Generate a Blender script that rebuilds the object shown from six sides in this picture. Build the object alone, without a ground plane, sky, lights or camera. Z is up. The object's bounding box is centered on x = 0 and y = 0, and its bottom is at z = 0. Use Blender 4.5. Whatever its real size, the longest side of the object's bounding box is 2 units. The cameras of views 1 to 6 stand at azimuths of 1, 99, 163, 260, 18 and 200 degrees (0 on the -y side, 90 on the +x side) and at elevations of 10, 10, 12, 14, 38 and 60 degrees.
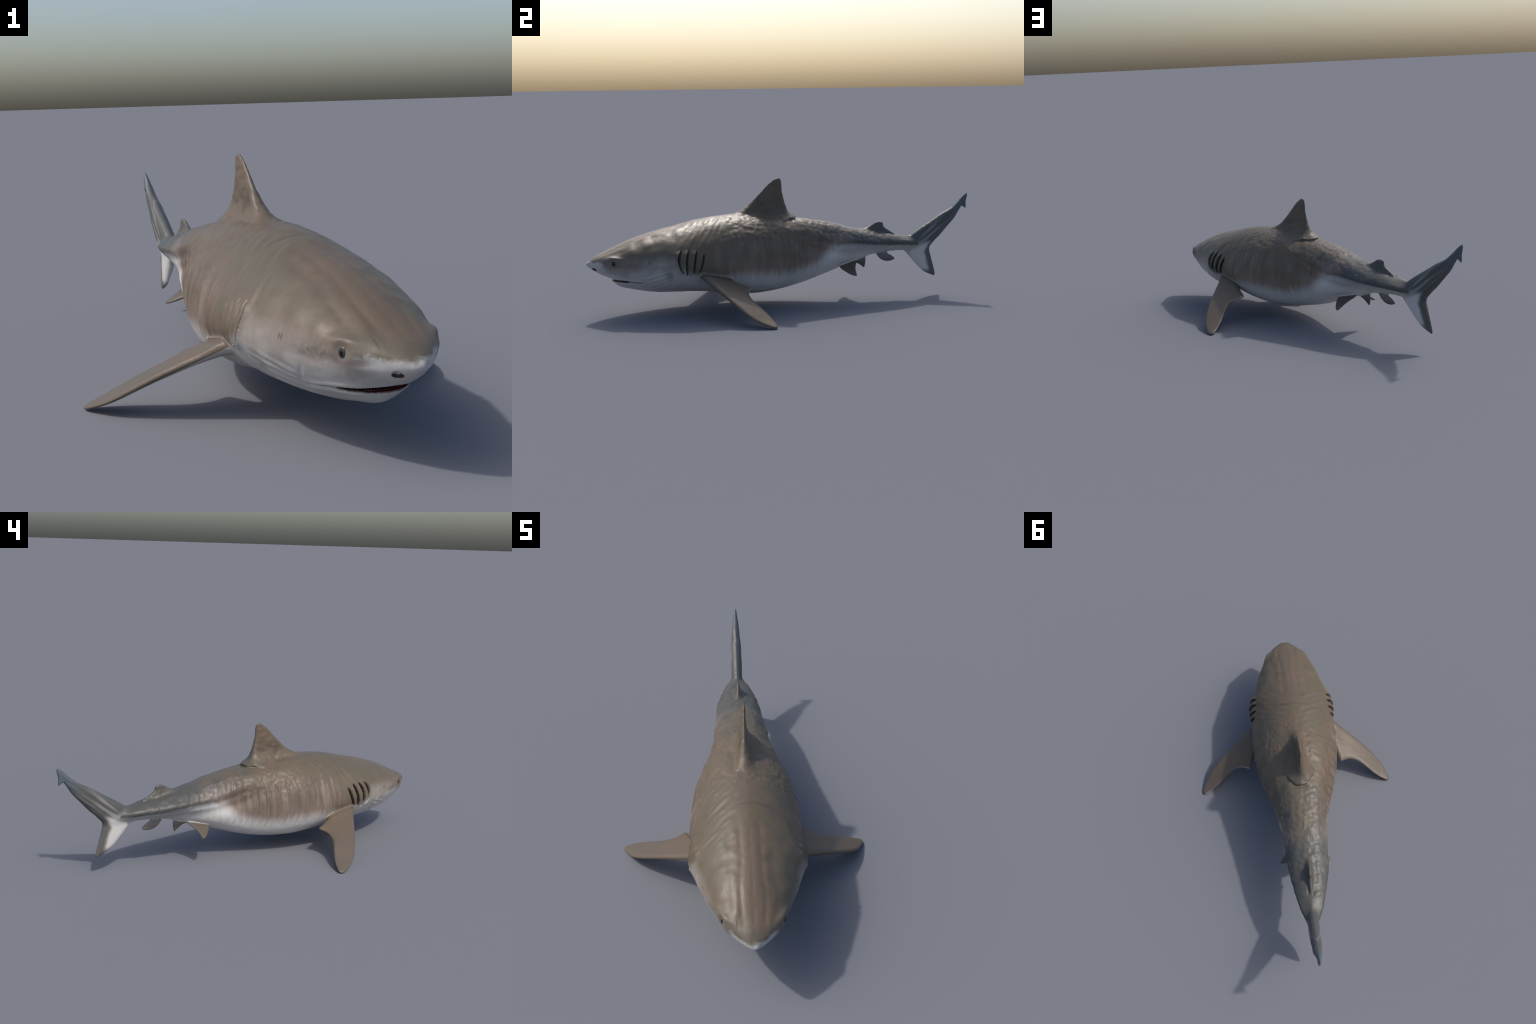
"""A grey-brown tiger-type shark resting on the tips of its pectoral fins.
Built in its own frame: nose towards -Y, mirror plane X = 0, Z up; the Empty
turns it 22.75 degrees.  Body = lofted cross-sections, fins = lens-shaped
plates; all fused into one skin, wrinkled by rules, then cut into named parts."""
import bpy, bmesh, math
import numpy as np
from mathutils import Vector, geometry
from mathutils.geometry import delaunay_2d_cdt

VOX = 0.0026
TURN = math.radians(22.75)
AXIS_OFFSET = 0.078
rng = np.random.default_rng(7)

# ------------------------------------------------------------------ helpers
def hermite(xk, yk, x):
    xk, yk = np.asarray(xk, float), np.asarray(yk, float)
    x = np.clip(x, xk[0], xk[-1])
    d = np.gradient(yk, xk)
    i = np.clip(np.searchsorted(xk, x) - 1, 0, len(xk) - 2)
    h = xk[i + 1] - xk[i]
    t = (x - xk[i]) / h
    return ((2*t**3 - 3*t**2 + 1)*yk[i] + (t**3 - 2*t**2 + t)*h*d[i]
            + (-2*t**3 + 3*t**2)*yk[i + 1] + (t**3 - t**2)*h*d[i + 1])

def step(a, b, x):
    t = np.clip((x - a)/(b - a), 0, 1)
    return t*t*(3 - 2*t)

def gauss(x, s):
    return np.exp(-(x/s)**2)

_perm = np.random.default_rng(11).permutation(512)
_grad = np.random.default_rng(12).normal(size=(512, 3))
_grad /= np.linalg.norm(_grad, axis=1)[:, None]

def noise3(P):
    """gradient noise, about -0.7..0.7"""
    P = np.asarray(P, float)
    I = np.floor(P).astype(int)
    F = P - I
    U = F**3*(F*(F*6 - 15) + 10)
    out = 0
    for dx in (0, 1):
        for dy in (0, 1):
            for dz in (0, 1):
                h = _perm[(_perm[(_perm[(I[:, 0] + dx) & 511] + I[:, 1] + dy) & 511] + I[:, 2] + dz) & 511]
                g = _grad[h]
                v = g[:, 0]*(F[:, 0] - dx) + g[:, 1]*(F[:, 1] - dy) + g[:, 2]*(F[:, 2] - dz)
                w = ((U[:, 0] if dx else 1 - U[:, 0])*(U[:, 1] if dy else 1 - U[:, 1])
                     * (U[:, 2] if dz else 1 - U[:, 2]))
                out = out + v*w
    return out

def make_mesh(name, verts, faces):
    me = bpy.data.meshes.new(name)
    me.from_pydata([tuple(v) for v in verts], [], [tuple(f) for f in faces])
    me.update()
    return me

def fix_normals(me):
    bm = bmesh.new(); bm.from_mesh(me)
    bmesh.ops.recalc_face_normals(bm, faces=bm.faces)
    bm.to_mesh(me); bm.free()

# --------------------------------------------------------------- body loft
# stations along the body: top, bottom, half width, height of widest line,
# roundness above and below it, sideways sway of the spine
ST  = [-1.055, -1.035, -1.0, -.95, -.88, -.8, -.7, -.58, -.45, -.3, -.15, 0., .15, .3, .42, .52, .62, .70, .78, .86]
TOP = [.274, .294, .317, .338, .370, .401, .431, .458, .487, .502, .501, .478, .460, .431, .397, .377, .358, .341, .322, .31]
BOT = [.274, .252, .228, .198, .147, .124, .107, .102, .097, .079, .071, .086, .119, .166, .205, .235, .250, .254, .254, .26]
WID = [.0, .033, .069, .113, .141, .172, .204, .240, .240, .242, .228, .191, .149, .126, .113, .106, .086, .066, .044, .018]
MID = [.274, .279, .282, .284, .284, .284, .282, .275, .266, .260, .265, .277, .291, .300, .303, .304, .303, .301, .297, .29]
PUP = [2.2, 2.13, 2.08, 2.02, 2.00, 1.96, 1.84, 1.80, 1.80, 1.84, 2.03, 2.2, 2.3, 2.3, 2.3, 2.25, 2.2, 2.15, 2.1, 2.0]
PLO = [2.2, 1.98, 1.75, 1.60, 1.60, 1.70, 1.84, 1.82, 1.86, 2.08, 2.20, 2.15, 2.05, 1.80, 1.45, 1.28, 1.28, 1.42, 1.7, 2.0]
SWY = [.006, .006, .007, .007, .006, .006, .006, .004, .003, .002, .001, -.001, -.002, -.002, -.002, -.003, -.002, -.001, .0, .0]
QK = np.sqrt(np.array(ST) - ST[0])

def section(s):
    q = np.sqrt(np.clip(s - ST[0], 0, None))
    return [hermite(QK, k, q) for k in (TOP, BOT, WID, MID, PUP, PLO, SWY)]

def body_value(P):
    """< 1 inside the trunk, > 1 outside"""
    zt, zb, w, zw, pu, pl, xc = section(P[:, 1])
    up = P[:, 2] >= zw
    p = np.where(up, pu, pl)
    hz = np.where(up, zt - zw, zw - zb)
    a = np.abs(P[:, 0] - xc)/np.maximum(w, .004)
    b = np.abs(P[:, 2] - zw)/np.maximum(hz, .004)
    return (a**p + b**p)**(1/p)

# mouth: height of the upper lip, opening, and the U of the lower jaw in plan
JAW_FRONT, JAW_BACK, JAW_HALF = -.925, -.775, .125
def lip_z(s):     return hermite([-1.06, -.98, -.925, -.87, -.80, -.70], [.235, .216, .1985, .193, .184, .170], s)
def mouth_gap(s): return .0120*np.clip((JAW_BACK - s)/(JAW_BACK - JAW_FRONT), 0, 1.3)**1.1 + .0005
def jaw_u(x):     return JAW_FRONT + (JAW_BACK - JAW_FRONT)*np.clip(np.abs(x)/JAW_HALF, 0, 1.5)**2.3

def build_body():
    NT = 160
    q = np.concatenate([np.linspace(.015, .30, 40, endpoint=False),
                        np.linspace(.30, .56, 120, endpoint=False),
                        np.linspace(.56, QK[-1], 220)])
    s = ST[0] + q**2
    zt, zb, w, zw, pu, pl, xc = [k[:, None] for k in section(s)]
    # full chin: the throat comes forward to the jaw instead of sloping away
    th = np.linspace(0, 2*np.pi, NT, endpoint=False)[None]
    c, sn = np.cos(th), np.sin(th)
    p = np.where(sn >= 0, pu, pl)
    r = (np.abs(c)**p + np.abs(sn)**p)**(-1/p)
    chin = np.interp(s, [-1.06, -.95, -.927, -.915, -.89, -.86, -.82, .9], [.0, .0, .004, .0, -.003, -.002, 0, 0])[:, None]
    zb = zb + chin
    x = xc + w*r*c
    z = zw + np.where(sn >= 0, zt - zw, zw - zb)*r*sn
    S = np.repeat(s[:, None], NT, 1)
    # in front of the jaw nothing hangs below the upper lip
    lip = lip_z(S)
    front = S < jaw_u(x - xc)
    z = np.where(front & (z < lip), lip, z)
    V = np.stack([x, S, z], -1).reshape(-1, 3)
    n = len(s)
    F = []
    for i in range(n - 1):
        for j in range(NT):
            k = (j + 1) % NT
            F.append((i*NT + j, i*NT + k, (i + 1)*NT + k, (i + 1)*NT + j))
    F.append(tuple(range(NT))[::-1])
    F.append(tuple((n - 1)*NT + j for j in range(NT)))
    me = make_mesh("body", V, F)
    fix_normals(me)
    return me

def build_mouth_slot():
    ss = np.linspace(-1.0, JAW_BACK, 40)
    V, F = [], []
    for s in ss:
        t, g = float(lip_z(np.array(s))), float(mouth_gap(np.array(s)))
        for (x, z) in ((-.2, t), (.2, t), (.2, t - g), (-.2, t - g)):
            V.append((x, s, z))
    for i in range(len(ss) - 1):
        for j in range(4):
            k = (j + 1) % 4
            F.append((4*i + j, 4*i + k, 4*i + 4 + k, 4*i + 4 + j))
    F += [(3, 2, 1, 0), tuple(4*(len(ss) - 1) + j for j in range(4))]
    me = make_mesh("slot", V, F)
    fix_normals(me)
    return me

# -------------------------------------------------------------------- fins
def outline(pts, n=6, move=(0, 0)):
    """closed Catmull-Rom through the control points"""
    P = np.array(pts, float) + np.array(move)
    out = []
    m = len(P)
    for i in range(m):
        p0, p1, p2, p3 = P[i - 1], P[i], P[(i + 1) % m], P[(i + 2) % m]
        for t in np.linspace(0, 1, n, endpoint=False):
            out.append(.5*((2*p1) + (-p0 + p2)*t + (2*p0 - 5*p1 + 4*p2 - p3)*t*t + (-p0 + 3*p1 - 3*p2 + p3)*t**3))
    return np.array(out)

def edge_dist(P, poly):
    d = np.full(len(P), 9.)
    for a, b in zip(poly, np.roll(poly, -1, 0)):
        ab = b - a
        t = np.clip(((P - a)@ab)/max(ab@ab, 1e-12), 0, 1)
        d = np.minimum(d, np.linalg.norm(P - a - t[:, None]*ab, axis=1))
    return d

def inside(P, poly):
    c = np.zeros(len(P), bool)
    for a, b in zip(poly, np.roll(poly, -1, 0)):
        cond = ((a[1] > P[:, 1]) != (b[1] > P[:, 1]))
        xs = (b[0] - a[0])*(P[:, 1] - a[1])/((b[1] - a[1]) if abs(b[1] - a[1]) > 1e-12 else 1e-12) + a[0]
        c ^= cond & (P[:, 0] < xs)
    return c

def fin_plate(name, poly, thick, place, rim, pitch=.005):
    """plate over the outline `poly`; half thickness `thick(p)` reached `rim(p)` inside the edge"""
    lo, hi = poly.min(0), poly.max(0)
    gx, gy = np.meshgrid(np.arange(lo[0], hi[0], pitch), np.arange(lo[1], hi[1], pitch))
    G = np.stack([gx.ravel(), gy.ravel()], 1)
    G = G[inside(G, poly)]
    G = G[edge_dist(G, poly) > pitch*.45]
    pts = np.concatenate([poly, G])
    nb = len(poly)
    res = delaunay_2d_cdt([Vector(p) for p in pts], [], [list(range(nb))], 1, 1e-7)
    P = np.array([tuple(v) for v in res[0]])
    tris = [tuple(f) for f in res[2]]
    d = edge_dist(P, poly)
    on = d < 1e-6
    e = np.clip(d/rim(P), 0, 1)
    h = thick(P)*np.sqrt(1 - (1 - e)**2)
    n = len(P)
    A, N = place(P)
    top, bot = A + N*h[:, None], A - N*h[:, None]
    V = np.concatenate([top, bot])
    idx = np.where(on, np.arange(n), np.arange(n) + n)
    F = [t for t in tris] + [(idx[t[2]], idx[t[1]], idx[t[0]]) for t in tris]
    me = make_mesh(name, V, F)
    bm = bmesh.new(); bm.from_mesh(me)
    bmesh.ops.delete(bm, geom=[v for v in bm.verts if not v.link_faces], context='VERTS')
    bmesh.ops.recalc_face_normals(bm, faces=bm.faces)
    bm.to_mesh(me); bm.free()
    return me

def place_mid(xc=0.):
    def f(P):
        A = np.stack([np.full(len(P), xc), P[:, 0], P[:, 1]], 1)
        return A, np.tile([1., 0, 0], (len(P), 1))
    return f

def const(v):
    return lambda P: np.full(len(P), v)

def back_z(s):  return section(s)[0]
def belly_z(s): return section(s)[1]

DORSAL = outline([(-.285, .49), (-.236, .516), (-.190, .540), (-.127, .596), (-.076, .647), (-.040, .677), (-.012, .690),
                  (.006, .687), (.013, .655), (.019, .608), (.031, .556), (.048, .510), (.068, .489), (.090, .480),
                  (.086, .468), (.050, .462), (-.02, .44), (-.12, .42), (-.22, .43)], move=(-.003, -.0005))
def t_dorsal(P):
    s, z = P[:, 0], P[:, 1]
    down = np.clip((.688 - z)/.21, 0, 1)
    blade = .0065 + .0125*down
    flare = .022*np.exp(-np.clip(z - back_z(s), 0, None)/.030)*(1 - step(-.10, .0, s))
    width = np.interp(s, [-.24, -.16, -.08, .0, .05, .075, .10], [0, .020, .056, .068, .054, .036, .026])
    skirt = width*np.exp(-(np.clip(z - .464, 0, None)/.036)**1.3)
    return blade + np.maximum(flare, skirt)
SECOND_DORSAL = outline([(.47, .385), (.500, .394), (.530, .408), (.558, .422), (.585, .424), (.601, .417), (.605, .398),
                         (.626, .380), (.655, .365), (.679, .353), (.655, .349), (.62, .352), (.59, .345), (.54, .340), (.49, .355)])
def t_second(P):
    s, z = P[:, 0], P[:, 1]
    return .0068 + .014*np.exp(-np.clip(z - back_z(s) + .004, 0, None)/.020)*(1 - step(.60, .66, s))
CAUDAL = outline([(.70, .335), (.735, .336), (.764, .335), (.792, .354), (.846, .388), (.900, .420), (.953, .452), (1.008, .481),
                  (1.032, .500), (1.077, .540), (1.104, .563), (1.115, .562), (1.115, .545), (1.108, .517), (1.108, .480),
                  (1.103, .477), (1.086, .489), (1.0795, .4895), (1.071, .476), (1.045, .436), (.992, .374), (.940, .320), (.901, .280), (.888, .262), (.888, .243),
                  (.898, .205), (.909, .165), (.924, .108), (.919, .091), (.898, .098), (.860, .116), (.828, .142),
                  (.790, .182), (.755, .222), (.727, .247), (.69, .255)], n=5, move=(-.001, .0025))
def t_caudal(P):
    s, z = P[:, 0], P[:, 1]
    upper = np.interp(s, [.70, .78, .86, .95, 1.03, 1.08, 1.115], [.032, .028, .0285, .0270, .0205, .0110, .0055])
    lower = np.interp(z, [.09, .16, .25, .30], [.0075, .0125, .019, .031])
    k = step(.24, .32, z - .35*np.clip(s - .80, 0, .2))
    return upper*k + np.minimum(lower, upper)*(1 - k)
def r_caudal(P):
    s, z = P[:, 0], P[:, 1]
    r = np.interp(s, [.70, .85, 1.0, 1.06, 1.1], [.042, .040, .034, .016, .010])
    return np.where(z < .24, np.minimum(r, .030), r)
ANAL = outline([(.535, .255), (.560, .236), (.586, .210), (.613, .196), (.645, .194), (.668, .200), (.676, .207), (.668, .217),
                (.648, .233), (.630, .245), (.62, .275), (.56, .28)])
REAR_LOBE = outline([(.38, .225), (.417, .203), (.452, .190), (.478, .172), (.490, .163), (.495, .172), (.499, .195), (.501, .222), (.505, .25), (.45, .27), (.40, .26)])

PEC = outline([(.15, -.53), (.20, -.515), (.240, -.490), (.310, -.440), (.390, -.386), (.460, -.333), (.515, -.280), (.548, -.222), (.564, -.183), (.557, -.164),
               (.536, -.163), (.490, -.179), (.440, -.208), (.385, -.243), (.345, -.255), (.308, -.251), (.274, -.234), (.262, -.245), (.248, -.285), (.225, -.32), (.15, -.33)], move=(0, .003))
TIP_DROP = .0052      # lets the fin tips just touch the ground
def place_pec(P):
    x, s = P[:, 0], P[:, 1]
    u, v = x - .25, s + .3
    z = .1661 - .4039*u - .2272*v - .1726*u*u + .295*u*v
    z = z - .25*np.clip(.25 - x, 0, None) + .007*gauss(x - .40, .12) - TIP_DROP*step(.38, .55, x)
    N = np.stack([-(-.4039 - .3452*u + .295*v), -(-.2272 + .295*u), np.ones(len(P))], 1)
    N /= np.linalg.norm(N, axis=1)[:, None]
    return np.stack([x, s, z], 1), N
def pec_shift(f, dx, ds=0.):
    def g(P):
        A, N = f(P)
        return A + [dx, ds, 0], N
    return g
def t_pec(P):
    x, s = P[:, 0], P[:, 1]
    span = np.clip((x - .22)/.35, 0, 1)
    lead_line = np.interp(x, [.15, .24, .31, .39, .46, .515, .568], [-.53, -.49, -.44, -.386, -.333, -.28, -.18])
    chord = np.clip((s - lead_line)/(.25*(1 - .75*span) + .01), 0, 1)
    foil = .45 + .55*np.sqrt(np.clip(1 - chord, 0, 1))
    return (.0050 + .013*(1 - span)**.8)*foil + .010*gauss(x - .2, .06)
def r_pec(P):
    return .012 + .020*(1 - np.clip((P[:, 0] - .22)/.35, 0, 1))

PELV = outline([(.03, .33), (.070, .323), (.108, .350), (.133, .374), (.142, .392), (.138, .401), (.100, .406), (.068, .418), (.036, .438), (.015, .43), (.0, .38)])
PELV_ROOT, PELV_TIP, PELV_REAR = np.array([.069, .322, .187]), np.array([.139, .397, .152]), np.array([.036, .436, .215])
_n = np.cross(PELV_TIP - PELV_ROOT, PELV_REAR - PELV_ROOT); _n /= np.linalg.norm(_n)
def place_pelv(P):
    z = PELV_ROOT[2] - (_n[0]*(P[:, 0] - PELV_ROOT[0]) + _n[1]*(P[:, 1] - PELV_ROOT[1]))/_n[2]
    return np.stack([P[:, 0], P[:, 1], z], 1), np.tile(_n, (len(P), 1))

def mirrored(f):
    def g(P):
        A, N = f(P)
        return A*[-1, 1, 1], N*[-1, 1, 1]
    return g

# name, outline, half thickness, placement, rim width, how a 3D point maps to the outline plane
FINS = [
    ("dorsal_fin", DORSAL, t_dorsal, place_mid(-.0), const(.020), 'mid'),
    ("dorsal_fin", SECOND_DORSAL, t_second, place_mid(-.003), const(.010), 'mid'),
    ("caudal_fin", CAUDAL, t_caudal, place_mid(.0), r_caudal, 'mid'),
    ("anal_fin", ANAL, const(.0065), place_mid(-.002), const(.012), 'mid'),
    ("anal_fin", REAR_LOBE, const(.0075), place_mid(-.002), const(.012), 'mid'),
    ("pectoral_fin", PEC, t_pec, pec_shift(place_pec, .0040), r_pec, 'plan+'),
    ("pectoral_fin", PEC, t_pec, pec_shift(mirrored(place_pec), .0030, -.006), r_pec, 'plan-'),
    ("pelvic_fin", PELV, const(.0062), place_pelv, const(.012), 'plan+'),
    ("pelvic_fin", PELV, const(.0062), mirrored(place_pelv), const(.012), 'plan-'),
]

# ------------------------------------------------------------ fuse the skin
def boolean(me_a, me_b, op):
    oa = bpy.data.objects.new("a", me_a); ob = bpy.data.objects.new("b", me_b)
    for o in (oa, ob): bpy.context.scene.collection.objects.link(o)
    m = oa.modifiers.new("b", 'BOOLEAN'); m.object = ob; m.operation = op; m.solver = 'MANIFOLD'
    dg = bpy.context.evaluated_depsgraph_get(); dg.update()
    me = bpy.data.meshes.new_from_object(oa.evaluated_get(dg))
    for o in (oa, ob): bpy.data.objects.remove(o)
    return me

def fuse():
    body = boolean(build_body(), build_mouth_slot(), 'DIFFERENCE')
    bm = bmesh.new()
    bm.from_mesh(body)
    for name, poly, th, pl, rim, _ in FINS:
        bm.from_mesh(fin_plate(name, poly, th, pl, rim))
    me = bpy.data.meshes.new("skin")
    bm.to_mesh(me); bm.free()
    ob = bpy.data.objects.new("skin", me)
    bpy.context.scene.collection.objects.link(ob)
    m = ob.modifiers.new("r", 'REMESH'); m.mode = 'VOXEL'; m.voxel_size = VOX; m.adaptivity = 0
    dg = bpy.context.evaluated_depsgraph_get(); dg.update()
    out = bpy.data.meshes.new_from_object(ob.evaluated_get(dg))
    bpy.data.objects.remove(ob)
    return out

def mesh_arrays(me):
    V = np.empty(len(me.vertices)*3, np.float32); me.vertices.foreach_get("co", V)
    n = len(me.polygons)
    ls = np.empty(n, np.int32); me.polygons.foreach_get("loop_start", ls)
    lt = np.empty(n, np.int32); me.polygons.foreach_get("loop_total", lt)
    li = np.empty(len(me.loops), np.int32); me.loops.foreach_get("vertex_index", li)
    quad = li[ls[:, None] + np.minimum(np.arange(4)[None], lt[:, None] - 1)]
    return V.reshape(-1, 3).astype(float), quad

def vertex_normals(V, Q):
    n = np.cross(V[Q[:, 2]] - V[Q[:, 0]], V[Q[:, 3]] - V[Q[:, 1]])
    N = np.stack([np.bincount(Q.ravel(), np.repeat(n[:, k], 4), len(V)) for k in range(3)], 1)
    return N/np.maximum(np.linalg.norm(N, axis=1), 1e-12)[:, None]

def smooth(V, Q, weight, n):
    a = np.concatenate([Q[:, 0], Q[:, 1], Q[:, 2], Q[:, 3]])
    b = np.concatenate([Q[:, 1], Q[:, 2], Q[:, 3], Q[:, 0]])
    sel = (weight[a] > 0)
    a1, b1 = a[sel], b[sel]
    sel = (weight[b] > 0)
    a2, b2 = b[sel], a[sel]
    A, Bv = np.concatenate([a1, a2]), np.concatenate([b1, b2])
    cnt = np.maximum(np.bincount(A, minlength=len(V)), 1)
    for _ in range(n):
        M = np.stack([np.bincount(A, V[Bv, k], len(V)) for k in range(3)], 1)/cnt[:, None]
        V = V + weight[:, None]*(M - V)
    return V

def fin_coords(P, kind):
    if kind == 'mid':   return P[:, 1:3], np.abs(P[:, 0])
    sign = 1 if kind == 'plan+' else -1
    return np.stack([P[:, 0]*sign, P[:, 1]], 1), None

def fin_membership(P):
    """index of the fin each point belongs to (-1 none), and closeness of a fin to blend roots"""
    owner = np.full(len(P), -1)
    near = np.zeros(len(P))
    g = body_value(P)
    zt, zb, w, zw = section(P[:, 1])[:4]
    scale = np.minimum(w, .5*(zt - zb))
    out = (g - 1)*scale                                  # rough distance off the trunk
    for i, (name, poly, th, pl, rim, kind) in enumerate(FINS):
        lo, hi = poly.min(0) - .05, poly.max(0) + .05
        uv, off = fin_coords(P, kind)
        box = ((uv > lo) & (uv < hi)).all(1)
        idx = np.nonzero(box)[0]
        if not len(idx): continue
        q = uv[idx]
        A, N = pl(q)
        dist = np.abs(((P[idx] - A)*N).sum(1))
        h = th(q)
        ins = inside(q, poly)
        d = edge_dist(q, poly)
        sd = np.where(ins, 0, d)
        mine = (sd < .006) & (dist < h + .006)
        if name == "caudal_fin":
            mine &= q[:, 0] > .765 + .0*q[:, 1]
        else:
            mine &= out[idx] > .006
        owner[idx[mine]] = i
        reach = .020 if i != 0 else .030
        touch = (sd < reach) & (dist < h + reach) & (np.abs(out[idx]) < reach)
        soft = 1 - np.abs(out[idx[touch]])/reach
        if i == 0: soft *= 1 - step(-.10, -.02, q[touch, 0])
        near[idx[touch]] = np.maximum(near[idx[touch]], soft)
    return owner, near, out

# gill slits: s of each slit as a function of height, sawtooth flaps between them
# (s at mid height, lean, bow, lowest z, highest z)
GILLS = [(-.600, -.005, .022, .234, .355), (-.562, .006, .012, .226, .356), (-.520, .011, .006, .232, .352), (-.480, .014, .0, .238, .336)]
def gill_line(k, z):
    s0, lean, bow, z0, z1 = GILLS[k]
    t = (z - .5*(z0 + z1))/(.5*(z1 - z0))
    return s0 + lean*t + bow*t*t

def lateral_line(s):
    return hermite([-.2, 0., .15, .3, .42, .52, .62, .70, .80], [.47, .424, .380, .342, .323, .314, .304, .296, .285], s)

def relief(P, N, owner):
    """skin relief along the normal, metres"""
    x, s, z = P[:, 0], P[:, 1], P[:, 2]
    ax = np.abs(x)
    zt, zb, w, zw, *_ , xc = section(s)
    ontrunk = (owner < 0)
    side = step(.25, .75, np.abs(N[:, 0]))
    rel = (z - zb)/np.maximum(zt - zb, .02)
    d = np.zeros(len(P))
    n1 = noise3(P*[4, 6, 4]); n2 = noise3(P*[14, 18, 14] + 5.3); n3 = noise3(P*40 + 9.1)
    # vertical pleats of the flank
    ph = s + .030*n1 + .006*n2 + .10*(z - .3)*step(-.1, -.5, s)
    pl = np.sin(2*np.pi*ph/.034) + .5*np.sin(2*np.pi*ph/.0215 + 1.3 + 2*n1)
    m = step(-.45, -.33, s)*(1 - step(.30, .46, s))*step(.16, .34, rel)*(1 - step(.66, .86, rel))*side
    d += .0023*pl*m*np.clip(.6 + 1.1*n2 + .8*n1, 0, 2)
    # tight folds of the tail flank above the lateral line
    m2 = step(.0, .15, s)*(1 - step(.66, .74, s))*step(.0, .02, z - lateral_line(s))*(1 - step(.05, .11, z - lateral_line(s)))
    fl = noise3(np.stack([x*10, (s + .5*ax + .6*(z - .3))*46, z*10], 1) + 3.1)
    d += .0042*fl*m2
    # folds over the shoulder and back
    fold = noise3(np.stack([x*14, (s + .55*ax)*34, z*9], 1) + 2.2)
    m3 = step(-.66, -.55, s)*(1 - step(-.34, -.22, s))*step(.62, .74, rel)*step(.02, .07, ax)
    d += .0050*fold*m3
    wr = noise3(np.stack([x*22, (s - .7*ax)*17 + .8*n2, z*22], 1) + 7.7)
    m4 = step(-.40, -.25, s)*(1 - step(.55, .66, s))*step(.55, .72, rel)
    d += .0034*wr*m4 + .0022*n3*m4
    # ledge where the back overhangs the pale tail side
    u = z - lateral_line(s)
    # side falls in between the ledge and the rounded belly
    d -= .013*gauss(u + .060, .036)*step(-.05, .15, s)*(1 - step(.50, .66, s))*side*ontrunk
    k = step(.02, .25, s)*(1 - step(.72, .80, s))*side
    d += k*(.0048*gauss(u - .012, .016) - .0060*gauss(u + .018, .017)) * (1 + .6*noise3(P*[1, 40, 1]))
    # head: shallow furrows beside the crown, brow, general lumps
    hm = step(-1.03, -.95, s)*(1 - step(-.60, -.52, s))*step(.2, .6, N[:, 2])
    fx = np.abs(x - xc)
    d += hm*(-.0018*gauss(fx - .045 - .02*n1, .012)*(1 + 1.5*n2) - .0006*gauss(x - xc, .008)*(1 + 2*n2)
             - .0014*gauss(fx - .09 - .05*n1, .014) + .0042*n2*step(.03, .08, fx))
    d += .0075*gauss(s + .918, .042)*gauss(z - .313, .010)*(ax > .06)             # brow
    d -= .0030*gauss(s + .85, .06)*gauss(z - .270, .022)*side                   # hollow behind the eye
    d -= .0040*gauss(s + .975, .03)*gauss(z - .275, .014)*side                   # groove before the eye
    # nape crease
    d -= .0006*gauss(s + .446 + .012*n1 + .01*n2, .006)*step(.4, .7, N[:, 2])*(1 - step(.10, .16, ax))
    # all over, very slight
    d += .0007*n3*ontrunk + .0010*n2*ontrunk
    # muscle behind the pectoral root; gill baskets (the right one fuller)
    d += .005*gauss(s + .35, .08)*gauss(z - .23, .07)*side*ontrunk
    d += np.where(x < 0, .011, .001)*gauss(s + .71, .19)*gauss(z - .25, .075)*side*ontrunk
    d += np.where(x < 0, .009, .002)*gauss(s - .08, .20)*gauss(z - zb - .045, .055)*ontrunk
    d -= np.where(x < 0, .008, .002)*gauss(s - .0, .17)*gauss(z - .36, .06)*side*ontrunk
    # slack folds of the cheek, running forward and down to the jaw
    cf = z - .38*(s + .7) + .006*n1
    d += .0013*np.sin(2*np.pi*cf/.028 + 3*n2)*step(-.80, -.74, s)*(1 - step(-.64, -.61, s))*step(.125, .15, z)*(1 - step(.23, .26, z))*np.clip(.6 + n2, 0, 1)*ontrunk
    # shallow folds between the gill slits
    for kk in range(3):
        v = s - .5*(gill_line(kk, z) + gill_line(kk + 1, z)) - .004
        d -= .0022*gauss(v, .0030)*step(.235, .255, z)*(1 - step(.325, .345, z))*(ax > .12)*ontrunk
    # slits under the free hind lobes of both dorsal fins
    d -= .0028*gauss(ax - .013, .005)*step(.60, .625, s)*(1 - step(.668, .685, s))*(N[:, 2] > .1)*ontrunk
    d -= .0060*gauss(s - .088, .014)*gauss(ax, .045)*(N[:, 2] > .3)*ontrunk
    # fine worm-like wrinkles of the back and upper flank
    rn = noise3(np.stack([x*36, (s - .5*ax)*34 + 2.5*n2, z*24], 1) + 1.9)
    worm = 1 - np.abs(rn)*4
    d += .0008*np.clip(worm, -.5, 1)*step(-.42, -.30, s)*(1 - step(.45, .62, s))*step(.52, .68, rel)*step(.3, .6, n1 + .45)*ontrunk
    # gills
    for kk in range(4):
        z0, z1 = GILLS[kk][3:]
        v = s - gill_line(kk, z)
        ends = step(z0 - .010, z0 + .022, z)*(1 - step(z1 - .022, z1 + .008, z))*(ax > .12)*ontrunk
        d += ends*(.0090*np.where(v < 0, np.exp(v/.016), 0) - .0150*np.where((v >= 0), np.exp(-(np.clip(v, 0, None)/.0075)**2), 0))
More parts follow.
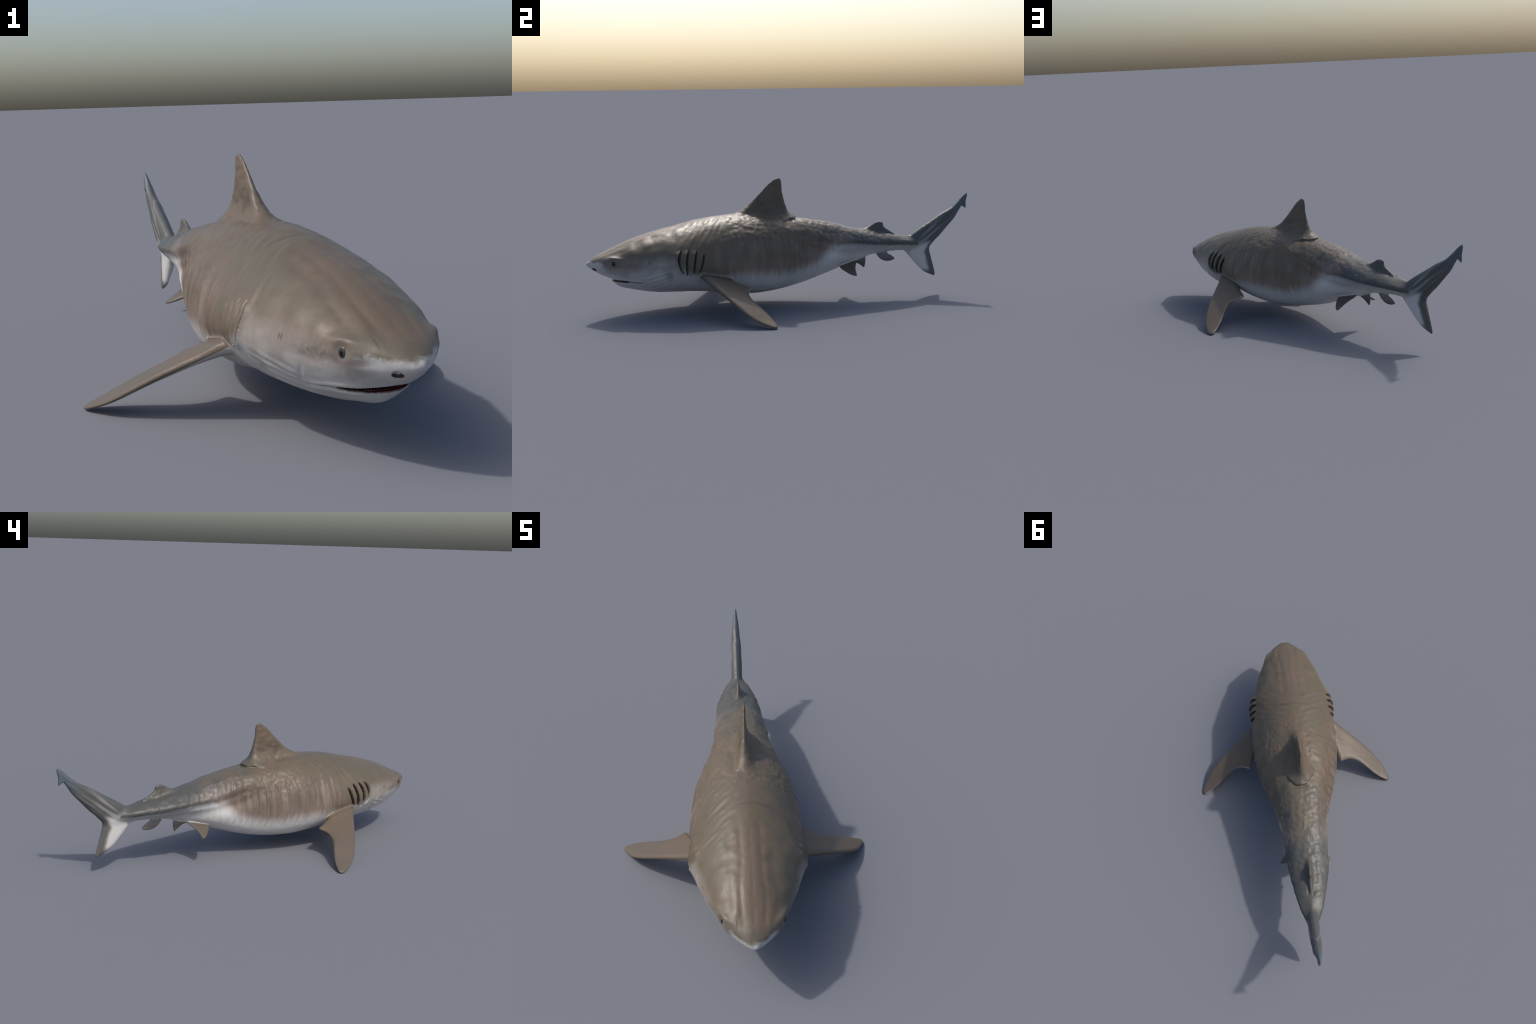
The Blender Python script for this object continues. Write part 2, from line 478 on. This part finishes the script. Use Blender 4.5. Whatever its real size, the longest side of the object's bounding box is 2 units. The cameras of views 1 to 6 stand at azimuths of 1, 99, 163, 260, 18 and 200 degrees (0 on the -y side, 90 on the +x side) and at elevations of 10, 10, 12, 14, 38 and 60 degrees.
    # pit behind the pectoral root
    # nostrils and eye sockets
    for sx in (-1, 1):
        for (c, r, dep) in (((sx*.0405 + .006, -1.019, .2475), .0110, .017), ((sx*.121 + .006, -.918, .291), .020, .0045)):
            dd = np.sqrt((x - c[0])**2 + (s - c[1])**2 + (z - c[2])**2)
            d -= dep*np.exp(-(dd/r)**4)
    # closed hind part of the mouth line, fold behind its corner
    k = gauss(z - lip_z(s) + .002, .0032)*step(-.90, -.87, s)*(1 - step(-.780, -.755, s))*side
    d -= .0035*k
    d += .0030*gauss(z - lip_z(s) - .008, .007)*step(-.95, -.92, s)*(1 - step(-.80, -.76, s))*side      # upper lip
    d += .0030*gauss(z - lip_z(s) + .014, .009)*step(-.92, -.88, s)*(1 - step(-.78, -.74, s))*side
    d -= .0022*gauss(s + .765 + .8*(z - .2), .007)*gauss(z - .205, .03)*side
    # fins: faint rays
    fin = owner >= 0
    d += np.where(fin, .0006*n3 + .0012*n2, 0)
    cau = owner == 2
    ray = np.sin(2*np.pi*((z - .28) - .72*(s - .88))/.030 + 2*n1)
    d += np.where(cau, .0008*ray*step(.90, .95, s)*(1 - step(1.06, 1.1, s)), 0)
    return d

def build_skin():
    me = fuse()
    V, Q = mesh_arrays(me)
    owner, near, out = fin_membership(V)
    V = smooth(V, Q, np.full(len(V), .5), 3)
    V = smooth(V, Q, np.clip(near*1.3, 0, 1)*.6, 50)
    owner, near, out = fin_membership(V)
    N = vertex_normals(V, Q)
    D = relief(V, N, owner)
    V = V + N*D[:, None]
    V = smooth(V, Q, np.full(len(V), .35), 1)
    return V, Q, owner

# ---------------------------------------------------------------- materials
class Graph:
    """small helper to write node arithmetic as expressions"""
    def __init__(self, name):
        self.mat = bpy.data.materials.new(name); self.mat.use_nodes = True
        self.t = self.mat.node_tree; self.n = self.t.nodes; self.l = self.t.links
        self.bsdf = self.n["Principled BSDF"]
        tc = self.n.new("ShaderNodeTexCoord")
        self.obj = tc.outputs["Object"]
        sep = self.n.new("ShaderNodeSeparateXYZ"); self.l.new(self.obj, sep.inputs[0])
        self.x, self.s, self.z = sep.outputs
        self.ax = self.op('ABSOLUTE', self.x)
        self.head_ax = self.op('ABSOLUTE', self.op('SUBTRACT', self.x, .006))
        self.normal = self.n.new("ShaderNodeNewGeometry").outputs["Normal"]
    def put(self, sock, v):
        if isinstance(v, bpy.types.NodeSocket): self.l.new(v, sock)
        else: sock.default_value = v
    def op(self, kind, a, b=None, c=None):
        m = self.n.new("ShaderNodeMath"); m.operation = kind
        self.put(m.inputs[0], a)
        if b is not None: self.put(m.inputs[1], b)
        if c is not None: self.put(m.inputs[2], c)
        return m.outputs[0]
    def add(self, a, b): return self.op('ADD', a, b)
    def sub(self, a, b): return self.op('SUBTRACT', a, b)
    def mul(self, a, *bs):
        for b in bs: a = self.op('MULTIPLY', a, b)
        return a
    def step(self, lo, hi, v):
        m = self.n.new("ShaderNodeMapRange"); m.interpolation_type = 'SMOOTHSTEP'
        inv = lo > hi
        if inv: lo, hi = hi, lo
        self.put(m.inputs["Value"], v); m.inputs["From Min"].default_value = lo; m.inputs["From Max"].default_value = hi
        m.inputs["To Min"].default_value = 1. if inv else 0.; m.inputs["To Max"].default_value = 0. if inv else 1.
        return m.outputs[0]
    def band(self, v, a, b, soft):
        return self.mul(self.step(a - soft, a + soft, v), self.step(b + soft, b - soft, v))
    def curve(self, v, pts, lo=-1.06, hi=1.12, vlo=0., vhi=.7):
        c = self.n.new("ShaderNodeFloatCurve")
        cm = c.mapping.curves[0]
        P = [((a - lo)/(hi - lo), (b - vlo)/(vhi - vlo)) for a, b in pts]
        cm.points[0].location = P[0]; cm.points[1].location = P[-1]
        for p in P[1:-1]: cm.points.new(*p)
        for p in cm.points: p.handle_type = 'VECTOR'
        c.mapping.update()
        self.put(c.inputs["Value"], self.mul(self.sub(v, lo), 1/(hi - lo)))
        return self.add(self.mul(c.outputs[0], vhi - vlo), vlo)
    def noise(self, scale, stretch=(1, 1, 1), detail=3., rough=.55, warp=0.):
        mp = self.n.new("ShaderNodeMapping"); self.l.new(self.obj, mp.inputs[0]); mp.inputs["Scale"].default_value = stretch
        t = self.n.new("ShaderNodeTexNoise"); self.l.new(mp.outputs[0], t.inputs["Vector"])
        t.inputs["Scale"].default_value = scale; t.inputs["Detail"].default_value = detail
        t.inputs["Roughness"].default_value = rough; t.inputs["Distortion"].default_value = warp
        return t.outputs["Fac"]
    def mix(self, f, a, b):
        m = self.n.new("ShaderNodeMix"); m.data_type = 'RGBA'
        self.put(m.inputs[0], f)
        for sock, v in ((m.inputs[6], a), (m.inputs[7], b)):
            if isinstance(v, tuple): sock.default_value = (*v, 1)
            else: self.l.new(v, sock)
        return m.outputs[2]
    def spot(self, c, r):
        """1 at the mirrored point c, falling to 0 at radii r"""
        q = [self.op('POWER', self.op('ABSOLUTE', self.mul(self.sub(v, k), 1/rad)), 2.) for v, k, rad in zip((self.head_ax, self.s, self.z), c, r)]
        return self.step(1., .0, self.add(self.add(q[0], q[1]), q[2]))
    def finish(self, col, rough, bump=.15, bump_scale=160., spec=.5):
        b = self.bsdf
        self.put(b.inputs["Base Color"], col)
        self.put(b.inputs["Roughness"], rough)
        b.inputs["Specular IOR Level"].default_value = spec
        bp = self.n.new("ShaderNodeBump"); bp.inputs["Strength"].default_value = bump; bp.inputs["Distance"].default_value = .002
        self.l.new(self.noise(bump_scale, detail=2.), bp.inputs["Height"])
        self.l.new(bp.outputs[0], b.inputs["Normal"])
        return self.mat

OLIVE, WARM, GREY, DARK = (.100, .084, .058), (.120, .088, .060), (.070, .071, .066), (.045, .041, .038)
FLANK, PALE, CHEEK, PALE_TAIL = (.148, .114, .090), (.53, .52, .505), (.255, .222, .197), (.27, .28, .29)

WHITE_LINE = [(-1.06, .282), (-.99, .289), (-.93, .287), (-.87, .290), (-.78, .297), (-.69, .306), (-.625, .302), (-.595, .262), (-.55, .228),
              (-.5, .207), (-.4, .193), (-.25, .203), (-.13, .198), (-.04, .188), (.04, .190), (.10, .203), (.17, .225), (.22, .262),
              (.26, .300), (.33, .330), (.43, .321), (.53, .309), (.65, .297), (.78, .285), (1.12, .28)]
SIDE_LINE = [(-1.06, .52), (-.2, .50), (.03, .416), (.14, .381), (.235, .352), (.30, .342), (.37, .329), (.47, .318), (.65, .300), (.77, .288), (1.12, .28)]

def back_colour(g):
    big, mid, fine = g.noise(5., detail=4.), g.noise(16., detail=5.), g.noise(90., detail=3.)
    c = g.mix(g.step(.40, .62, big), OLIVE, WARM)
    # warmer crown and shoulders along the mid line
    crown = g.mul(g.step(.13, .03, g.ax), g.band(g.s, -.92, -.15, .06))
    c = g.mix(g.mul(crown, .6), c, WARM)
    # greyer towards the tail, in patches
    tail = g.step(.0, .55, g.add(g.s, g.mul(g.sub(mid, .5), .35)))
    c = g.mix(tail, c, GREY)
    tan = g.mul(g.step(.075, .03, g.ax), g.band(g.s, .08, .34, .06))
    c = g.mix(g.mul(tan, .8), c, (.112, .094, .067))
    slate = g.mul(g.band(g.ax, .06, .13, .02), g.band(g.s, .10, .72, .08), g.step(.46, .60, g.noise(7., (1, 1.4, 1), detail=4.)))
    c = g.mix(g.mul(slate, .7), c, (.050, .056, .060))
    c = g.mix(g.mul(g.step(.50, .70, mid), .35), c, tuple(v*.72 for v in OLIVE))
    c = g.mix(g.mul(g.step(.52, .66, fine), .18), c, tuple(v*1.35 for v in OLIVE))
    return c, big, mid, fine

def body_material():
    g = Graph("shark_skin")
    c, big, mid, fine = back_colour(g)
    streak = g.noise(7., (1, 4., .7), detail=5., warp=.4)
    streak2 = g.noise(15., (.6, 3.6, .5), detail=4., warp=.3)
    # dusky nape crease
    nape = g.mul(g.band(g.add(g.s, g.mul(g.sub(mid, .5), .03)), -.452, -.440, .006), g.step(.42, .45, g.z), g.step(.13, .08, g.ax))
    c = g.mix(g.mul(nape, .4), c, DARK)
    # reddish, vertically streaked flank
    side_line = g.curve(g.s, SIDE_LINE)
    fl = g.mul(g.band(g.s, -.40, .26, .07), g.step(.425, .33, g.z))
    fcol = g.mix(g.step(.38, .66, streak), tuple(v*.78 for v in FLANK), tuple(v*1.28 for v in FLANK))
    fcol = g.mix(g.mul(g.step(.50, .68, streak2), .5), fcol, (.105, .076, .061))
    c = g.mix(g.mul(fl, .85, g.step(.30, .62, g.add(big, .08))), c, fcol)
    # dark seam along the ledge of the tail
    seam = g.mul(g.band(g.sub(g.z, side_line), -.005, .004, .005), g.band(g.s, .03, .66, .05))
    c = g.mix(g.mul(seam, .35, g.add(streak, .2)), c, (.065, .052, .043))
    # pale underside: edge feathered by vertical streaks
    wl = g.curve(g.s, WHITE_LINE)
    wob = g.add(g.mul(g.sub(streak2, .5), .045), g.mul(g.sub(fine, .5), .010))
    hd = g.step(-.55, -.66, g.s)
    wobh = g.add(g.mul(g.sub(mid, .5), .045), g.add(g.mul(g.sub(fine, .5), .014), g.mul(g.sub(streak2, .5), .012)))
    wob = g.add(g.mul(wob, g.sub(1., hd)), g.mul(wobh, hd))
    below = g.add(g.sub(wl, g.z), g.mul(wob, g.sub(1., g.mul(g.step(.28, .40, g.s), .72))))
    soft = g.step(-.050, .038, below)
    sharp = g.step(-.009, .009, below)
    head = g.step(-.55, -.66, g.s)
    tailm = g.step(.26, .36, g.s)
    crisp = g.op('MAXIMUM', g.mul(head, g.add(.35, g.mul(g.step(-.90, -1.0, g.s), .6))), tailm)
    m = g.add(g.mul(soft, g.sub(1., crisp)), g.mul(sharp, crisp))
    pale = g.mix(g.mul(g.step(.45, .70, mid), .30), PALE, (.42, .405, .39))
    pale = g.mix(g.mul(g.step(-.45, -.62, g.s), .8), pale, (.44, .435, .43))
    # greyed, mottled cheek close under the line
    cheek = g.mul(head, g.step(.095, .02, g.add(below, g.mul(g.sub(big, .5), .14))), g.step(-1.0, -.94, g.s))
    ccol = g.mix(g.step(.40, .60, g.noise(24., (1, 1, .6), detail=6., rough=.7)), CHEEK, (.225, .20, .183))
    pale = g.mix(g.mul(cheek, .85), pale, ccol)
    pale = g.mix(g.mul(tailm, g.step(.10, .0, below), .8), pale, PALE_TAIL)
    blush = g.mul(g.step(-.12, .0, below), g.band(g.s, -.30, .36, .08), .65)
    c = g.mix(blush, c, (.245, .190, .162))
    c = g.mix(m, c, pale)
    # dusk creeping down the cheek behind the eye
    dn = g.noise(13., (1, .8, 1.3), detail=6., rough=.65, warp=.5)
    dusk = g.mul(g.step(.055, -.010, g.add(below, g.mul(g.sub(dn, .5), .13))), g.band(g.s, -.94, -.60, .03), g.step(-.03, .0, below))
    c = g.mix(g.mul(dusk, .65), c, (.190, .162, .138))
    pk = g.mul(g.step(.56, .68, dn), g.step(.0, .03, below), g.step(.12, .07, below), g.band(g.s, -.92, -.68, .03))
    c = g.mix(g.mul(pk, .6), c, (.40, .335, .305))
    # smudges: cheek, before and behind the eye, spiracle
    sm = g.mul(g.spot((.205, -.645, .222), (.10, .030, .040)), g.step(.25, .55, mid))
    c = g.mix(g.mul(sm, .5), c, (.14, .115, .105))
    sm = g.spot((.121, -.908, .284), (.05, .040, .026))
    c = g.mix(g.mul(sm, .6), c, (.105, .085, .070))
    sm = g.spot((.125, -.955, .272), (.06, .055, .012))
    c = g.mix(g.mul(sm, .75), c, (.17, .135, .13))
    sm = g.mul(g.spot((.15, -.845, .283), (.08, .085, .026)), g.step(.42, .6, g.noise(70., detail=5., rough=.7)))
    c = g.mix(g.mul(sm, .6), c, (.11, .092, .078))
    for ds in (-.004, .005):
        c = g.mix(g.mul(g.spot((.183, -.745 + ds, .297), (.05, .0035, .012)), .8), c, DARK)
    # gill slits: near-black lines along the slit curves
    for (s0, lean, bow, z0, z1) in GILLS:
        t = g.mul(g.sub(g.z, .5*(z0 + z1)), 2/(z1 - z0))
        line = g.add(g.add(s0, g.mul(t, lean)), g.mul(t, t, bow))
        v = g.sub(g.s, line)
        v = g.add(v, g.mul(g.sub(mid, .5), .007))
        mk = g.mul(g.band(v, -.0005, .0048, .0014), g.step(1.02, .90, g.op('ABSOLUTE', t)), g.step(.12, .15, g.ax))
        c = g.mix(g.mul(mk, .92), c, (.016, .013, .012))
    # nostril
    nos = g.add(g.spot((.0405, -1.019, .2475), (.020, .019, .0135)), g.mul(g.sub(fine, .5), .35))
    c = g.mix(g.step(.10, .30, nos), c, (.035, .014, .012))
    # reddish lip and the closed mouth line
    lipz = g.curve(g.s, [(-1.06, .235), (-.98, .216), (-.925, .1985), (-.87, .193), (-.80, .184), (-.70, .170), (1.12, .1)])
    v = g.sub(g.z, lipz)
    c = g.mix(g.mul(g.band(v, -.0045, -.001, .0015), g.band(g.s, -.89, -.785, .012), .8), c, (.07, .05, .045))
    u = g.sub(g.s, JAW_FRONT)
    fr = g.add(.0145, g.mul(u, -.105))
    c = g.mix(g.mul(g.step(.006, .0, g.op('ABSOLUTE', g.add(g.add(v, fr), g.mul(g.sub(fine, .5), .010)))), g.band(g.s, -.935, -.84, .02), .85), c, (.055, .020, .018))
    rough = g.add(.34, g.mul(mid, .22))
    return g.finish(c, rough, spec=.38)

def fin_material(kind):
    g = Graph(kind + "_skin")
    c, big, mid, fine = back_colour(g)
    ray = g.noise(6., (1, 1.2, 1.2), detail=4.)
    if kind == "dorsal":
        c = g.mix(.35, c, WARM)
        blotch = g.noise(11., (1, 1.0, 3.0), detail=3.)
        m = g.mul(g.step(.50, .62, blotch), g.band(g.z, .50, .60, .03), g.band(g.s, -.14, .02, .03))
        c = g.mix(g.mul(m, .6), c, (.062, .050, .043))
        c = g.mix(g.mul(g.step(.50, .475, g.z), g.step(-.05, .04, g.s), .6), c, (.072, .072, .067))
        c = g.mix(g.mul(g.step(.42, .38, g.z), .0), c, GREY)
        # dusky trailing margin
        te = g.curve(g.z, [(0, .09), (.48, .09), (.51, .048), (.556, .031), (.608, .019), (.655, .013), (.69, .006)], lo=0., hi=.7, vlo=-.3, vhi=.1)
        c = g.mix(g.mul(g.step(-.016, -.004, g.sub(g.s, te)), g.step(.47, .49, g.z), .6), c, (.060, .063, .062))
    if kind == "pectoral":
        c = g.mix(g.mul(g.step(.45, .6, big), .5), g.mix(.6, c, (.106, .083, .066)), WARM)
        u, v = g.sub(g.ax, .25), g.add(g.s, .3)
        surf = g.add(g.add(g.add(.1661, g.mul(u, -.4039)), g.mul(v, -.2272)), g.add(g.mul(u, u, -.1726), g.mul(u, v, .295)))
        te = g.curve(g.ax, [(.2, -.28), (.25, -.24), (.274, -.234), (.308, -.251), (.345, -.255), (.385, -.243), (.44, -.208), (.49, -.179), (.538, -.163), (.6, -.15)],
                     lo=.2, hi=.6, vlo=-.3, vhi=-.1)
        edge = g.add(g.sub(te, g.s), .0035)
        c = g.mix(g.mul(g.step(.007, .001, g.add(edge, g.mul(g.sub(mid, .5), .022))), g.step(.26, .28, g.ax), .6), c, (.32, .33, .34))
        under = g.mul(g.step(-.001, -.006, g.sub(g.z, surf)), g.step(.50, .42, g.ax), g.step(.012, .035, edge))
        c = g.mix(g.mul(under, .8), c, (.42, .40, .385))
    if kind == "pelvic":
        c = g.mix(.8, c, (.104, .084, .067))
    if kind == "anal":
        c = g.mix(.8, c, g.mix(g.step(.19, .235, g.z), (.095, .083, .077), (.18, .178, .175)))
    if kind == "caudal":
        c = g.mix(.75, c, (.074, .079, .080))
        axis = g.add(.292, g.mul(g.sub(g.s, .76), .80))
        d = g.sub(g.z, axis)
        # pale rays sweeping up the hind half of the upper lobe
        # coordinate across the lobe, fanning out from the tail root
        w = g.n.new("ShaderNodeTexNoise"); w.inputs["Scale"].default_value = 1.
        comb = g.n.new("ShaderNodeCombineXYZ")
        g.put(comb.inputs[0], g.mul(d, 42.)); g.put(comb.inputs[1], g.mul(g.s, 3.5)); comb.inputs[2].default_value = 3.3
        g.l.new(comb.outputs[0], w.inputs["Vector"]); w.inputs["Detail"].default_value = 3.
        rays = g.mul(g.step(.48, .62, w.outputs["Fac"]), g.band(d, -.075, .010, .015), g.step(1.06, .96, g.s), g.step(.78, .84, g.s))
        c = g.mix(g.mul(rays, .75), c, (.235, .218, .206))
        dk = g.mul(g.step(.46, .34, w.outputs["Fac"]), g.band(d, -.08, .0, .01))
        c = g.mix(g.mul(dk, .4), c, (.055, .053, .053))
        # blue-grey tip
        c = g.mix(g.mul(g.step(1.0, 1.06, g.s), .8), c, (.082, .105, .122))
        # pale lower lobe inside a dusky hind margin and tip
        te = g.curve(g.z, [(0, .93), (.091, .921), (.108, .924), (.165, .909), (.205, .898), (.243, .888), (.28, .90), (.7, 1.2)], lo=0., hi=.7, vlo=.6, vhi=1.3)
        hind = g.sub(te, g.s)
        lob = g.mul(g.step(.022, .052, g.add(hind, g.mul(g.sub(mid, .5), .02))), g.step(.105, .150, g.z), g.step(.292, .268, g.sub(g.z, g.mul(g.sub(g.s, .80), .25))))
        c = g.mix(lob, c, PALE)
        c = g.mix(g.mul(g.step(.27, .24, g.z), g.sub(1., lob), .55), c, (.12, .11, .10))
        # pale band running out of the tail root
        root = g.mul(g.band(g.sub(g.z, g.mul(g.sub(g.s, .78), .35)), .262, .292, .012), g.step(.89, .80, g.s))
        c = g.mix(g.mul(root, .8), c, (.27, .275, .277))
    rough = g.add(.36, g.mul(mid, .2))
    return g.finish(c, rough, spec=.38)

def plain(name, col, rough, spec=.5):
    g = Graph(name)
    c = g.mix(g.mul(g.noise(120.), .6), col, tuple(v*.6 for v in col))
    return g.finish(c, rough, .1, 300., spec)

def eye_material():
    g = Graph("eye_surface")
    # object origin is the eye's centre, X outwards, Y along the body, Z up
    r = g.op('SQRT', g.add(g.mul(g.s, g.s), g.mul(g.z, g.z)))
    iris = g.mix(g.noise(300.), (.020, .022, .020), (.045, .047, .042))
    c = g.mix(g.step(.0112, .0120, r), iris, (.14, .14, .13))
    c = g.mix(g.step(.0128, .0136, r), c, (.03, .025, .022))
    pupil = g.add(g.op('POWER', g.mul(g.s, 1/.0042), 2.), g.op('POWER', g.mul(g.z, 1/.0092), 2.))
    c = g.mix(g.step(1.15, .9, pupil), c, (.004, .004, .004))
    b = g.bsdf
    g.put(b.inputs["Base Color"], c); b.inputs["Roughness"].default_value = .15
    b.inputs["Specular IOR Level"].default_value = .35
    return g.mat

# ----------------------------------------------------------------- assembly
def ellipsoid(name, radii, nu=40, nv=24):
    V, F = [], []
    for i in range(nv + 1):
        a = math.pi*i/nv
        for j in range(nu):
            b = 2*math.pi*j/nu
            V.append((radii[0]*math.cos(a), radii[1]*math.sin(a)*math.cos(b), radii[2]*math.sin(a)*math.sin(b)))
    for i in range(nv):
        for j in range(nu):
            k = (j + 1) % nu
            F.append((i*nu + j, i*nu + k, (i + 1)*nu + k, (i + 1)*nu + j))
    me = make_mesh(name, V, F)
    bm = bmesh.new(); bm.from_mesh(me)
    bmesh.ops.remove_doubles(bm, verts=bm.verts, dist=1e-6)
    bmesh.ops.recalc_face_normals(bm, faces=bm.faces)
    for f in bm.faces: f.smooth = True
    bm.to_mesh(me); bm.free()
    return me

def tooth_mesh():
    """flat curved triangle with a notched hind edge"""
    rings = [(0, .0036, .0015, 0), (.0022, .0030, .0013, .0001), (.0045, .0019, .0009, .0006), (.0062, .0008, .0005, .0013), (.0072, .0001, .0001, .0019)]
    V, F, n = [], [], 10
    for (h, a, b, lean) in rings:
        for j in range(n):
            t = 2*math.pi*j/n
            V.append((a*math.cos(t) + lean, b*math.sin(t), -h))
    for i in range(len(rings) - 1):
        for j in range(n):
            k = (j + 1) % n
            F.append((i*n + j, i*n + k, (i + 1)*n + k, (i + 1)*n + j))
    F += [tuple(range(n)), tuple((len(rings) - 1)*n + j for j in range(n))]
    me = make_mesh("tooth", V, F); fix_normals(me)
    for p in me.polygons: p.use_smooth = True
    return me

def skin_part(name, V, N, f, mat, root):
    used, inv = np.unique(f, return_inverse=True)
    inv = inv.reshape(f.shape)
    me = bpy.data.meshes.new(name)
    me.vertices.add(len(used)); me.vertices.foreach_set("co", V[used].astype(np.float32).ravel())
    tri = f[:, 2] == f[:, 3]
    cnt = np.where(tri, 3, 4)
    keep = np.ones(inv.size, bool); keep[np.nonzero(tri)[0]*4 + 3] = False
    loops = inv.ravel()[keep]
    me.loops.add(len(loops)); me.loops.foreach_set("vertex_index", loops.astype(np.int32))
    me.polygons.add(len(f))
    me.polygons.foreach_set("loop_start", np.concatenate([[0], np.cumsum(cnt)[:-1]]).astype(np.int32))
    me.update(calc_edges=True)
    me.polygons.foreach_set("use_smooth", np.ones(len(me.polygons), bool))
    me.normals_split_custom_set_from_vertices([tuple(n) for n in N[used]])
    me.materials.append(mat)
    ob = bpy.data.objects.new(name, me)
    bpy.context.scene.collection.objects.link(ob)
    ob.parent = root
    return ob

def main():
    for o in list(bpy.data.objects): bpy.data.objects.remove(o)
    V, Q, owner = build_skin()
    print("lowest", V[:, 2].min())
    N = vertex_normals(V, Q)
    root = bpy.data.objects.new("shark", None)
    bpy.context.scene.collection.objects.link(root)
    c, sn = math.cos(TURN), math.sin(TURN)
    root.location = (-AXIS_OFFSET*c - .0008, -AXIS_OFFSET*sn + .002, -V[:, 2].min())
    root.rotation_euler = (0, 0, TURN)
    root["label"] = "grey-brown shark with pale belly and wrinkled skin"
    root["category"] = "shark"
    # faces by region
    C = V[Q].mean(1)
    fo = np.sort(owner[Q], axis=1)[:, 2]
    names = [f[0] for f in FINS] + ["head", "torso", "tail", "lower_jaw", "mouth"]
    nf = len(FINS)
    region = fo.copy()
    trunk = fo < 0
    region[trunk & (C[:, 1] < -.62)] = nf
    region[trunk & (C[:, 1] >= -.62)] = nf + 1
    region[trunk & (C[:, 1] > .33)] = nf + 2
    lip, gap = lip_z(C[:, 1]), mouth_gap(C[:, 1])
    jaw = trunk & (C[:, 1] < -.70) & (C[:, 2] < lip - .5*gap)
    region[jaw] = nf + 3
    u = C[:, 1] - jaw_u(C[:, 0] - .006)
    hole = trunk & (C[:, 1] < JAW_BACK + .004) & (u > .0015) & (C[:, 2] < lip + .002) & (C[:, 2] > lip - gap - .0025)
    region[hole] = nf + 4
    skin = body_material()
    mats = {k: fin_material(k) for k in ("dorsal", "pectoral", "pelvic", "anal", "caudal")}
    lining = plain("mouth_lining", (.13, .035, .030), .35)  # red lightened so it still shows inside the shadowed gap
    for r, nm in enumerate(names):
        f = Q[region == r]
        if not len(f): continue
        mat = mats[nm.split("_")[0]] if r < nf else (lining if nm == "mouth" else skin)
        skin_part(nm, V, N, f, mat, root)
    head = next(o for o in root.children if o.name == "head")
    jaw_ob = next(o for o in root.children if o.name == "lower_jaw")
    # eyes
    eye = ellipsoid("eye", (.0105, .0150, .0165)); eye.materials.append(eye_material())
    for sx in (-1, 1):
        ob = bpy.data.objects.new("eye", eye)
        bpy.context.scene.collection.objects.link(ob)
        ob.parent = head
        ob.location = (sx*.1165 + .006, -.918, .2900)
        ob.rotation_euler = (0, math.radians(-6*sx), math.radians(-24*sx))
    # teeth along both jaws
    tooth = tooth_mesh(); tooth.materials.append(plain("tooth_enamel", (.45, .42, .37), .3))
    for upper in (True, False):
        n = 26
        for i in range(n):
            a = (i + .5)/n*2 - 1
            x = a*.078*(1 if upper else .97)
            s = float(jaw_u(np.array(x))) + .010
            z = float(lip_z(np.array(s))) if upper else float(lip_z(np.array(s)) - mouth_gap(np.array(s)))
            g = float(mouth_gap(np.array(s)))
            ob = bpy.data.objects.new("tooth", tooth)
            bpy.context.scene.collection.objects.link(ob)
            ob.parent = head if upper else jaw_ob
            k = min(1., g/.012)*rng.uniform(.8, 1.1)
            yaw = math.atan2(.15*2.3*abs(a*.8)**1.3/.125, 1.)*(1 if a > 0 else -1)
            ob.location = (x + .006, s + (0 if upper else .007), z + (.001 if upper else -.0015))
            ob.rotation_euler = (0 if upper else math.pi, rng.uniform(-.1, .1), yaw if upper else yaw)
            ob.scale = (.8, .8, max(k, .35)*(.5 if upper else .3))
    return root

main()
